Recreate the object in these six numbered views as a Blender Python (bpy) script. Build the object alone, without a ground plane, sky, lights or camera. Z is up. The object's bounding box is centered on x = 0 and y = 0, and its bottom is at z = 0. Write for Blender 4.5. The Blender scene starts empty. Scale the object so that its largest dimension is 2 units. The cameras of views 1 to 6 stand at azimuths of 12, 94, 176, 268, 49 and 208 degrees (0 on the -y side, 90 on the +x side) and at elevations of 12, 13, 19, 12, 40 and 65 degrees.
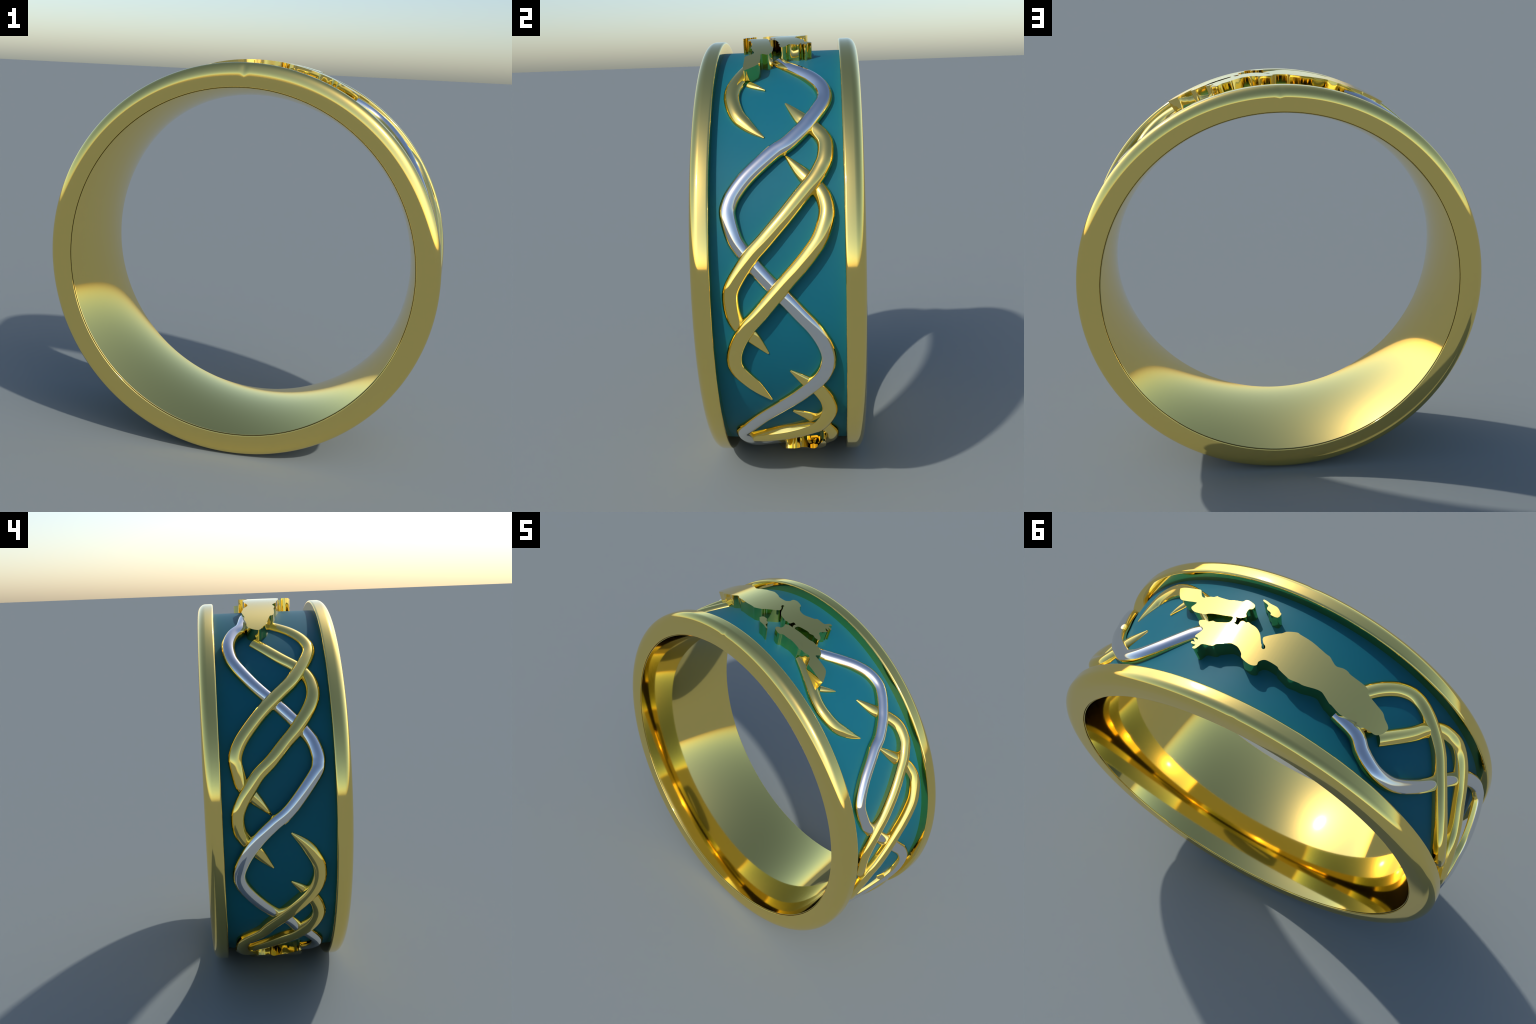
"""A broad gold finger ring: two rounded gold rims and a domed inner sleeve hold a
teal enamel channel; gold and silver vines weave round the channel between two
raised gold landmass plaques (top and underside)."""
import bpy, bmesh, math
import numpy as np
from mathutils import Vector

# ------------------------------------------------------------------ dimensions
RIM_C = (0.0129, 0.9884)        # axis of rims, sleeve and enamel (x, z); axis runs along y
R_RIM, HALF_W, R_FACE = 0.9862, 0.345, 0.8708
R_FLOOR, HALF_CH = 0.9325, 0.262
R_BORE = 0.8295                 # narrowest radius of the comfort-fit bore
R_PLAQUE, R_PLAQUE_LOW = 1.0045, 0.9884   # top plaque, underside plaque
VINE_HALF, SPREAD = 0.0325, 62 * math.pi / 180
DEG = math.pi / 180


# ------------------------------------------------------------------- materials
def principled(name, colour, rough, metallic, spec=0.5, grain=0.0):
    m = bpy.data.materials.new(name)
    m.use_nodes = True
    nt = m.node_tree
    b = nt.nodes["Principled BSDF"]
    b.inputs["Metallic"].default_value = metallic
    b.inputs["Specular IOR Level"].default_value = spec
    co = nt.nodes.new("ShaderNodeTexCoord")
    noise = nt.nodes.new("ShaderNodeTexNoise")
    noise.inputs["Scale"].default_value = 9.0
    noise.inputs["Detail"].default_value = 3.0
    nt.links.new(co.outputs["Object"], noise.inputs["Vector"])
    ramp = nt.nodes.new("ShaderNodeValToRGB")
    e = ramp.color_ramp.elements
    e[0].position, e[1].position = 0.3, 0.7
    e[0].color = (*[c * (1 - grain) for c in colour], 1)
    e[1].color = (*[min(1.0, c * (1 + grain)) for c in colour], 1)
    nt.links.new(noise.outputs["Fac"], ramp.inputs["Fac"])
    nt.links.new(ramp.outputs["Color"], b.inputs["Base Color"])
    rr = nt.nodes.new("ShaderNodeMapRange")
    rr.inputs["To Min"].default_value = rough * 0.97
    rr.inputs["To Max"].default_value = rough * 1.03
    nt.links.new(noise.outputs["Fac"], rr.inputs["Value"])
    nt.links.new(rr.outputs["Result"], b.inputs["Roughness"])
    return m


GOLD = principled("polished_gold", (1.0, 0.766, 0.226), 0.06, 1.0)
SILVER = principled("polished_silver", (0.80, 0.80, 0.80), 0.06, 1.0)
TEAL = principled("teal_enamel", (0.007, 0.118, 0.165), 0.5, 0.0, spec=0.12)


# --------------------------------------------------------------------- helpers
def new_object(name, verts, faces, mat, parent, sharp=35):
    me = bpy.data.meshes.new(name)
    me.from_pydata([tuple(v) for v in verts], [], faces)
    bm = bmesh.new()
    bm.from_mesh(me)
    bmesh.ops.recalc_face_normals(bm, faces=bm.faces)
    bm.to_mesh(me)
    bm.free()
    me.materials.append(mat)
    me.shade_smooth()
    me.set_sharp_from_angle(angle=sharp * DEG)
    ob = bpy.data.objects.new(name, me)
    bpy.context.scene.collection.objects.link(ob)
    ob.parent = parent
    return ob


def on_cylinder(theta, y, r, centre):
    """theta in radians from the top, towards +x."""
    return (centre[0] + r * math.sin(theta), y, centre[1] + r * math.cos(theta))


def lathe(name, profile_at, mat, parent, n=720, sharp=35):
    """Closed profile [(y, r), ...] turned round the rim axis; profile_at(theta) may vary it."""
    verts, faces, m = [], [], len(profile_at(0.0))
    for i in range(n):
        th = 2 * math.pi * i / n
        verts += [on_cylinder(th, y, r, RIM_C) for y, r in profile_at(th)]
    for i in range(n):
        a, b = i * m, ((i + 1) % n) * m
        faces += [(a + j, a + (j + 1) % m, b + (j + 1) % m, b + j) for j in range(m)]
    return new_object(name, verts, faces, mat, parent, sharp)


def smooth_path(points, step=0.004, soften=5):
    """Catmull-Rom through control points (theta deg, ...) -> evenly spaced (theta rad, ...)."""
    p = np.array(points, float)
    p[:, 0] *= DEG
    p = np.vstack([2 * p[0] - p[1], p, 2 * p[-1] - p[-2]])
    out = []
    for i in range(1, len(p) - 2):
        for t in np.linspace(0, 1, 16, endpoint=False):
            a, b, c, d = p[i - 1:i + 3]
            out.append(0.5 * (2 * b + (c - a) * t + (2 * a - 5 * b + 4 * c - d) * t * t
                              + (3 * b - a - 3 * c + d) * t ** 3))
    out.append(p[-2])
    q = np.array(out)
    s = np.r_[0, np.cumsum(np.hypot(*np.diff(q[:, :2], axis=0).T))]
    u = np.linspace(0, s[-1], max(8, int(s[-1] / step)))
    q = np.stack([np.interp(u, s, q[:, k]) for k in range(q.shape[1])], 1)
    for _ in range(soften):
        q[1:-1] = (q[:-2] + 2 * q[1:-1] + q[2:]) / 4
    return q


# ------------------------------------------------------------- the thing itself
ring = bpy.data.objects.new("finger_ring", None)
bpy.context.scene.collection.objects.link(ring)
ring["label"] = "broad gold ring with teal channel, woven vines and raised landmass"
ring["category"] = "finger ring"


# ------------------------------------------------------------------------- rims
def rim_profile(side, pinch):
    def at(theta):
        t = (theta + math.pi) % (2 * math.pi) - math.pi
        ex, er, ci, f = 0.042, 0.055, 0.010, 0.004
        er += pinch * max(0.0, 1 - abs(t) / 0.022)      # V-shaped break in the seam's reflection, modelled as a lower start of rounding
        p = [(HALF_W - 0.075, R_FACE)]
        for k in range(5):                              # rounded inner lip
            a = k / 4 * math.pi / 2
            p.append((HALF_W - f + f * math.sin(a), R_FACE + f - f * math.cos(a)))
        for k in range(19):                             # outer face rolling over to the crown
            a = k / 18 * math.pi / 2
            p.append((HALF_W - ex + ex * math.cos(a), R_RIM - er + er * math.sin(a)))
        for k in range(9):                              # edge towards the channel
            a = k / 8 * math.pi / 2
            p.append((HALF_CH + ci - ci * math.sin(a), R_RIM - ci + ci * math.cos(a)))
        p += [(HALF_CH, R_FLOOR - 0.012), (HALF_CH, 0.90), (HALF_W - 0.075, 0.90)]
        return [(side * y, r) for y, r in p]
    return at


for side, pinch in ((-1, 0.013), (1, 0.008)):
    lathe("side_rim", rim_profile(side, pinch), GOLD, ring, sharp=40)


# ----------------------------------------------------------------- inner sleeve
def sleeve_profile(_):
    w, re, c = HALF_W - 0.0060, 0.8665, 0.0012
    p = []
    for k in range(49):
        y = -w + c + (2 * w - 2 * c) * k / 48
        p.append((y, R_BORE + (re - R_BORE) * (y / w) ** 2))
    g = HALF_W - 0.072                                  # a fine gap is left below the rims
    p += [(w, re + c), (w, 0.8686), (g, 0.8686), (g - 0.01, 0.889),
          (0.01 - g, 0.889), (-g, 0.8686), (-w, 0.8686), (-w, re + c)]
    return p


lathe("inner_sleeve", sleeve_profile, GOLD, ring, sharp=30)

# --------------------------------------------------------------- enamel channel
hw = HALF_CH + 0.004
lathe("enamel_channel",
      lambda _: [(-hw, 0.8905)] + [(-hw + 2 * hw * k / 4, R_FLOOR) for k in range(5)] + [(hw, 0.8905)],
      TEAL, ring)


# ------------------------------------------------------------------------ vines
def sweep(name, path, width, mat, parent, legs):
    """Bead with a domed back, swept along (theta, y, crown radius) on the rims' axis.
    legs: height of the bead with its straight flanks; else a thin shell lying on the bead."""
    n, spread, half = len(path), SPREAD, VINE_HALF
    P = np.array([on_cylinder(t, y, 0.96, RIM_C) for t, y, _ in path])
    N = np.array([(math.sin(t), 0, math.cos(t)) for t, _, _ in path])
    base = np.array([(RIM_C[0], y, RIM_C[1]) for _, y, _ in path])
    T = np.gradient(P, axis=0)
    T /= np.linalg.norm(T, axis=1)[:, None]
    B = np.cross(T, N)
    B /= np.linalg.norm(B, axis=1)[:, None]
    verts, m = [], 0
    for i in range(n):
        h, top = width[i], path[i][2]
        r = h / math.sin(spread)
        prof = [(r * math.sin(a), top - r + r * math.cos(a)) for a in np.linspace(-spread, spread, 21)]
        if legs:
            low = max(0.905, top - legs)
            prof = [(prof[0][0], low)] + prof + [(prof[-1][0], low)]
        else:
            prof += [(0.93 * b, z - 0.006) for b, z in prof[::-2]]
        m = len(prof)
        verts += [base[i] + N[i] * z + B[i] * b for b, z in prof]
    faces = [(i * m + j, i * m + (j + 1) % m, (i + 1) * m + (j + 1) % m, (i + 1) * m + j)
             for i in range(n - 1) for j in range(m)]
    faces += [tuple(range(m)), tuple(range((n - 1) * m, n * m))]
    return new_object(name, verts, faces, mat, parent, 38)


def vine(points, tip_start=False, tip_end=False, silver=False, taper=0.13, scale=1.0, name="gold_vine"):
    """Control points (degrees from the top, y, crown radius): the crown rises where the
    vine rides over a neighbour and drops to the enamel where it dives below one."""
    path = smooth_path(points)
    s = np.r_[0, np.cumsum(np.hypot(*np.diff(path[:, :2], axis=0).T))]
    w = np.ones(len(path))
    for flag, d in ((tip_start, s), (tip_end, s[-1] - s)):
        if flag:
            u = np.clip(d / taper, 0, 1)
            w = np.minimum(w, 0.13 + 0.87 * (0.45 * u + 0.55 * np.sin(u * math.pi / 2)))
    sag = VINE_HALF * scale * math.tan(SPREAD / 2)      # a bead never sinks below its own dome
    path[:, 2] = np.maximum(path[:, 2], R_FLOOR + 0.001 + w * sag)
    if silver:
        top = path + [0, 0, 0.0012]
        ob = sweep("silver_vine", top, w * (VINE_HALF * scale - 0.0015), SILVER, ring, 0)
        sweep("gold_setting", path, w * VINE_HALF * scale, GOLD, ob, 0.040)
        return ob
    return sweep(name, path, w * VINE_HALF * scale, GOLD, ring, 0.2)


# silver vine on the +x side, then the golden ones that weave through it
vine([(19.3, 0, 0.953), (22.1, 0.026, 0.956), (26.1, 0.084, 0.961), (30.2, 0.141, 0.967), (34.6, 0.183, 0.97),
      (38.9, 0.193, 0.972), (42.7, 0.171, 0.975), (46.7, 0.132, 0.977), (49.1, 0.105, 0.978),
      (53.2, 0.044, 0.98), (55.3, -0.006, 0.98), (57.8, -0.051, 0.98), (61.8, -0.117, 0.979),
      (65.3, -0.161, 0.978), (68, -0.184, 0.977), (70.9, -0.191, 0.975), (76.3, -0.168, 0.967),
      (79.3, -0.139, 0.963), (83.3, -0.09, 0.959), (87.6, -0.029, 0.958), (91.1, 0.027, 0.961),
      (95, 0.083, 0.963), (98.9, 0.138, 0.965), (103.4, 0.179, 0.967), (107.5, 0.191, 0.968),
      (112.3, 0.165, 0.972), (119, 0.075, 0.966), (124.2, -0.008, 0.962), (129.3, -0.086, 0.961),
      (135.4, -0.158, 0.965), (140.1, -0.195, 0.969), (149.5, -0.155, 0.974), (154, -0.09, 0.966),
      (159, -0.01, 0.96)],
     silver=True)
vine([(20.5, -0.102, 0.965), (24.6, -0.128, 0.966), (32.1, -0.175, 0.968), (36.1, -0.189, 0.968),
      (39.6, -0.185, 0.967), (43.8, -0.161, 0.962), (46.7, -0.123, 0.954), (48.9, -0.087, 0.946),
      (50.7, -0.05, 0.937)],
     tip_end=True)
vine([(31.6, -0.122, 0.946), (33.2, -0.086, 0.945), (34.6, -0.052, 0.94)],
     tip_end=True, taper=0.08, scale=0.55, name="gold_thorn")
vine([(39.8, 0.034, 0.938), (45, 0.097, 0.956), (47.3, 0.135, 0.959), (52.2, 0.189, 0.973),
      (57.1, 0.192, 0.983), (60.3, 0.172, 0.983), (63.1, 0.144, 0.984), (65.9, 0.106, 0.984),
      (71.3, 0.034, 0.985), (73.8, -0.002, 0.985), (77.3, -0.053, 0.985), (80.1, -0.096, 0.983),
      (82.9, -0.131, 0.981), (86.2, -0.166, 0.977), (88.9, -0.186, 0.974), (91.6, -0.189, 0.97),
      (95.1, -0.181, 0.963), (97.7, -0.163, 0.958), (101.1, -0.11, 0.954), (105.8, -0.05, 0.937)],
     tip_start=True, tip_end=True)
vine([(56.1, 0.036, 0.938), (61.5, 0.113, 0.956), (64.8, 0.164, 0.962), (68, 0.189, 0.973),
      (71.6, 0.193, 0.983), (76.5, 0.167, 0.989), (79.9, 0.13, 0.99), (83.5, 0.081, 0.988),
      (86.8, 0.031, 0.987), (94.5, -0.077, 0.985), (97.8, -0.124, 0.981), (102, -0.166, 0.977),
      (106.3, -0.187, 0.972), (110.4, -0.178, 0.965), (115.5, -0.125, 0.955), (122, -0.051, 0.937)],
     tip_start=True, tip_end=True)
vine([(111.2, 0.034, 0.938), (114.8, 0.099, 0.955), (117.6, 0.149, 0.963), (121.6, 0.185, 0.973),
      (125.6, 0.19, 0.982), (131.1, 0.152, 0.989), (134.1, 0.105, 0.988), (136.7, 0.042, 0.988),
      (139.1, -0.031, 0.987), (142.2, -0.095, 0.98), (146.2, -0.155, 0.968), (151, -0.188, 0.964),
      (158, -0.175, 0.968), (164, -0.11, 0.968), (169, -0.05, 0.968)],
     tip_start=True)
vine([(127, 0.035, 0.941), (130.7, 0.115, 0.954), (137.4, 0.186, 0.965), (141.6, 0.197, 0.97),
      (147.2, 0.181, 0.97), (152, 0.135, 0.97), (157, 0.06, 0.968)],
     tip_start=True)

# the -x side
vine([(-19.5, 0.098, 0.989), (-26, 0.123, 0.99), (-29.6, 0.168, 0.988), (-34.3, 0.195, 0.985),
      (-39.1, 0.189, 0.977), (-43.1, 0.161, 0.972), (-47.8, 0.108, 0.966), (-51.5, 0.057, 0.961),
      (-56.5, -0.023, 0.954), (-61.1, -0.09, 0.956), (-64.2, -0.132, 0.957), (-67.7, -0.169, 0.969),
      (-71.6, -0.188, 0.983), (-74.1, -0.188, 0.99), (-77.3, -0.168, 0.998), (-86, -0.055, 1.006),
      (-90.1, 0.026, 1.005), (-93.7, 0.091, 1.004), (-97.8, 0.144, 0.998), (-101.5, 0.177, 0.991),
      (-105.4, 0.196, 0.982), (-109.2, 0.185, 0.975), (-113.5, 0.146, 0.967), (-118.6, 0.084, 0.959),
      (-122.7, 0.022, 0.956), (-126.9, -0.048, 0.956), (-131.2, -0.093, 0.961), (-134.7, -0.145, 0.965),
      (-140.5, -0.195, 0.969), (-147, -0.183, 0.968), (-152, -0.12, 0.966), (-157, -0.05, 0.966)],
     silver=True)
vine([(-20, 0.02, 0.954), (-22, -0.03, 0.954), (-26.3, -0.115, 0.955), (-31.2, -0.175, 0.955),
      (-36.1, -0.195, 0.959), (-41.5, -0.168, 0.967), (-48.6, -0.099, 0.975), (-53.6, -0.023, 0.977),
      (-58.3, 0.051, 0.981), (-62.7, 0.111, 0.985), (-67.6, 0.168, 0.987), (-71.7, 0.192, 0.983),
      (-75.3, 0.185, 0.974), (-79.6, 0.165, 0.963), (-82.8, 0.116, 0.956), (-88, 0.037, 0.939)],
     tip_end=True)
vine([(-31.9, 0.068, 0.954), (-37.7, -0.023, 0.956), (-40.5, -0.071, 0.957), (-42.7, -0.115, 0.957),
      (-45.5, -0.158, 0.958), (-49, -0.184, 0.966), (-53, -0.19, 0.977), (-56.2, -0.179, 0.979),
      (-60, -0.146, 0.981), (-64.6, -0.093, 0.979), (-68.5, -0.036, 0.978), (-72.9, 0.026, 0.983),
      (-76.4, 0.086, 0.985), (-80.2, 0.13, 0.985), (-83.8, 0.167, 0.983), (-87.3, 0.19, 0.981),
      (-90.9, 0.19, 0.974), (-94.2, 0.17, 0.967), (-99.6, 0.1, 0.955), (-104.6, 0.033, 0.937)],
     tip_end=True)
vine([(-93.7, -0.054, 0.938), (-97.2, -0.116, 0.952), (-100.7, -0.158, 0.964), (-104.2, -0.184, 0.974),
      (-108.3, -0.182, 0.981), (-112.7, -0.149, 0.986), (-119.5, -0.055, 0.987), (-126.6, 0.041, 0.981),
      (-131.1, 0.085, 0.978), (-137.5, 0.179, 0.98), (-146, 0.184, 0.986), (-151, 0.135, 0.98),
      (-156, 0.06, 0.972)],
     tip_start=True)
vine([(-109.6, -0.051, 0.94), (-112.8, -0.111, 0.953), (-117, -0.166, 0.962), (-121.5, -0.189, 0.972),
      (-126.1, -0.169, 0.979), (-130.3, -0.125, 0.981), (-134, -0.075, 0.98), (-138.1, 0.004, 0.977),
      (-148.5, 0.135, 0.965), (-153.5, 0.187, 0.964), (-158.5, 0.188, 0.968), (-164, 0.14, 0.968),
      (-169, 0.08, 0.968)],
     tip_start=True)


# -------------------------------------------------------------- landmass plaques
def plaque(name, outline, centre_deg, r_top=R_PLAQUE, r_low=0.905, sub=3, parent=ring):
    """Closed coastline (deg, y) rounded off, raised from the enamel and bent round the ring."""
    p = np.array(outline, float)
    p[:, 0] *= DEG
    n, pts = len(p), []
    for i in range(n):
        a, b, c, d = p[i - 1], p[i], p[(i + 1) % n], p[(i + 2) % n]
        for t in np.arange(sub) / sub:
            pts.append(0.5 * (2 * b + (c - a) * t + (2 * a - 5 * b + 4 * c - d) * t * t
                              + (3 * b - a - 3 * c + d) * t ** 3))
    bm = bmesh.new()
    f = bm.faces.new([bm.verts.new((x, y, r_top)) for x, y in pts])
    f.normal_update()
    if f.normal.z < 0:
        f.normal_flip()
    low = bmesh.ops.extrude_face_region(bm, geom=[f])
    for v in low["geom"]:
        if isinstance(v, bmesh.types.BMVert):
            v.co.z = r_low
    lo, hi = min(q[0] for q in pts), max(q[0] for q in pts)
    for x in np.arange(lo + 0.3 * DEG, hi, 0.75 * DEG):  # cross cuts so that the plate can bend
        bmesh.ops.bisect_plane(bm, geom=bm.verts[:] + bm.edges[:] + bm.faces[:], dist=1e-6,
                               plane_co=(x, 0, 0), plane_no=(1, 0, 0))
    bmesh.ops.triangulate(bm, faces=[g for g in bm.faces if len(g.verts) > 4])
    for v in bm.verts:
        v.co = on_cylinder(v.co.x + centre_deg * DEG, v.co.y, v.co.z, RIM_C)
    bmesh.ops.recalc_face_normals(bm, faces=bm.faces)
    me = bpy.data.meshes.new(name)
    bm.to_mesh(me)
    bm.free()
    me.materials.append(GOLD)
    me.shade_smooth()
    me.set_sharp_from_angle(angle=32 * DEG)
    ob = bpy.data.objects.new(name, me)
    bpy.context.scene.collection.objects.link(ob)
    ob.parent = parent
    return ob


narrow_tongue = [(31.3, -0.131), (31.2, -0.141), (29.6, -0.144), (26.6, -0.142), (25.4, -0.142),
                 (24.6, -0.139), (23.9, -0.123), (23.2, -0.109), (22.3, -0.104), (20.9, -0.114),
                 (19.9, -0.116), (19.2, -0.124), (18.6, -0.121), (15.8, -0.119), (14.4, -0.125), (12.4, -0.13),
                 (11.9, -0.141), (11, -0.143), (9.4, -0.134), (9, -0.123), (9.2, -0.111), (9.9, -0.104),
                 (9.9, -0.083), (9.4, -0.068), (10.5, -0.054), (11.6, -0.052)]
isthmus = [(11.2, -0.044), (11, -0.031), (11.1, -0.023), (10, -0.021), (9.9, -0.04), (9.3, -0.046),
           (8.6, -0.043), (8.2, -0.048), (7.2, -0.043), (6.4, -0.041), (5.3, -0.033), (4.1, -0.015),
           (2.9, 0.016), (2.5, 0.023), (2.2, 0.034), (1.7, 0.038), (1.4, 0.031), (1.7, 0.021), (2.2, 0.016),
           (2.7, 0.007), (3.1, -0.006), (2.8, -0.018)]
great_body = [(0.7, -0.051), (-0, -0.06), (-0.8, -0.076), (-2.8, -0.092), (-3.7, -0.09), (-6.8, -0.085),
              (-10.5, -0.07), (-11.8, -0.067), (-12.9, -0.055), (-14.1, -0.046), (-15.6, -0.054),
              (-16.8, -0.054), (-17.9, -0.048), (-21.6, -0.045), (-23, -0.035), (-23.4, -0.022),
              (-26.6, -0.006), (-28.3, 0.002), (-29.4, 0.018), (-30.7, 0.031), (-31.2, 0.046), (-30.6, 0.075),
              (-29.6, 0.094), (-28.7, 0.1), (-27.4, 0.1), (-25.8, 0.106), (-24.4, 0.11), (-24, 0.104),
              (-21.1, 0.116), (-19.7, 0.117), (-17.5, 0.106), (-16.8, 0.104), (-14.7, 0.084), (-13.9, 0.081),
              (-12.7, 0.084), (-10.2, 0.097), (-8.9, 0.098), (-7, 0.103), (-5.9, 0.099), (-3.8, 0.087),
              (-3.1, 0.079), (-1, 0.075), (0.2, 0.078), (1, 0.095), (0.9, 0.11), (1.5, 0.119), (2.7, 0.121),
              (4.8, 0.109), (5.4, 0.092), (6.8, 0.073), (7.9, 0.068), (9.1, 0.068), (10.7, 0.081),
              (11.9, 0.093)]
broad_tongue = [(12.5, 0.106), (14.9, 0.111), (15.4, 0.125), (15.9, 0.141), (16.7, 0.139), (16.3, 0.124),
                (17.6, 0.122), (17.8, 0.112), (16.9, 0.112), (17.7, 0.101), (17.5, 0.097), (16.6, 0.099),
                (17, 0.09), (17.9, 0.085), (17.1, 0.054), (17.4, 0.04), (18.5, 0.032), (19.2, 0.021),
                (19.4, 0.01), (18.7, 0.004), (17.9, 0.002), (17.1, 0.005), (16.1, -0.004), (15.3, -0.002),
                (14, -0.008), (12.4, -0.018), (12, -0.031), (12.3, -0.048), (14.2, -0.043), (17.2, -0.037),
                (18.5, -0.031), (19.2, -0.025), (21.8, -0.025), (23.2, -0.033), (24, -0.046), (23.6, -0.06),
                (23.4, -0.073), (24.6, -0.074), (26.7, -0.074), (29, -0.082)]
plaque("landmass_plaque", narrow_tongue + isthmus + great_body + broad_tongue, 0)
plaque("islet_plaque", [(8, -0.164), (8.1, -0.17), (7.3, -0.169), (6.1, -0.163), (4.5, -0.16), (3.7, -0.153),
                        (3, -0.142), (2.6, -0.137), (2.9, -0.116), (4.6, -0.116), (4.8, -0.124), (5.4, -0.129),
                        (6, -0.133), (6.3, -0.141), (6.3, -0.151), (6.9, -0.157)], 0)
# the plaque on the underside, seen only edge-on
plaque("landmass_plaque",
       [(-40, .162), (-38, .172), (-34, .17), (-30, .15), (-26, .155), (-20, .15), (-14, .165), (-6, .15), (0, .16),
        (8, .145), (15, .15), (22, .125), (29, .12), (32, .105), (31.5, .07), (32.5, .045), (30, .035), (27, .02),
        (29.5, 0), (31, -.02), (32, -.05), (34, -.08), (36, -.105), (35, -.12), (31, -.122), (26, -.11), (20, -.12),
        (12, -.105), (5, -.12), (-2, -.1), (-8, -.085), (-14, -.06), (-18, -.045), (-23, -.03), (-27, -.018),
        (-28, 0), (-27, .02), (-29, .04), (-32, .06), (-31, .09), (-27, .11), (-30, .125), (-36, .14)], 180, R_PLAQUE_LOW)
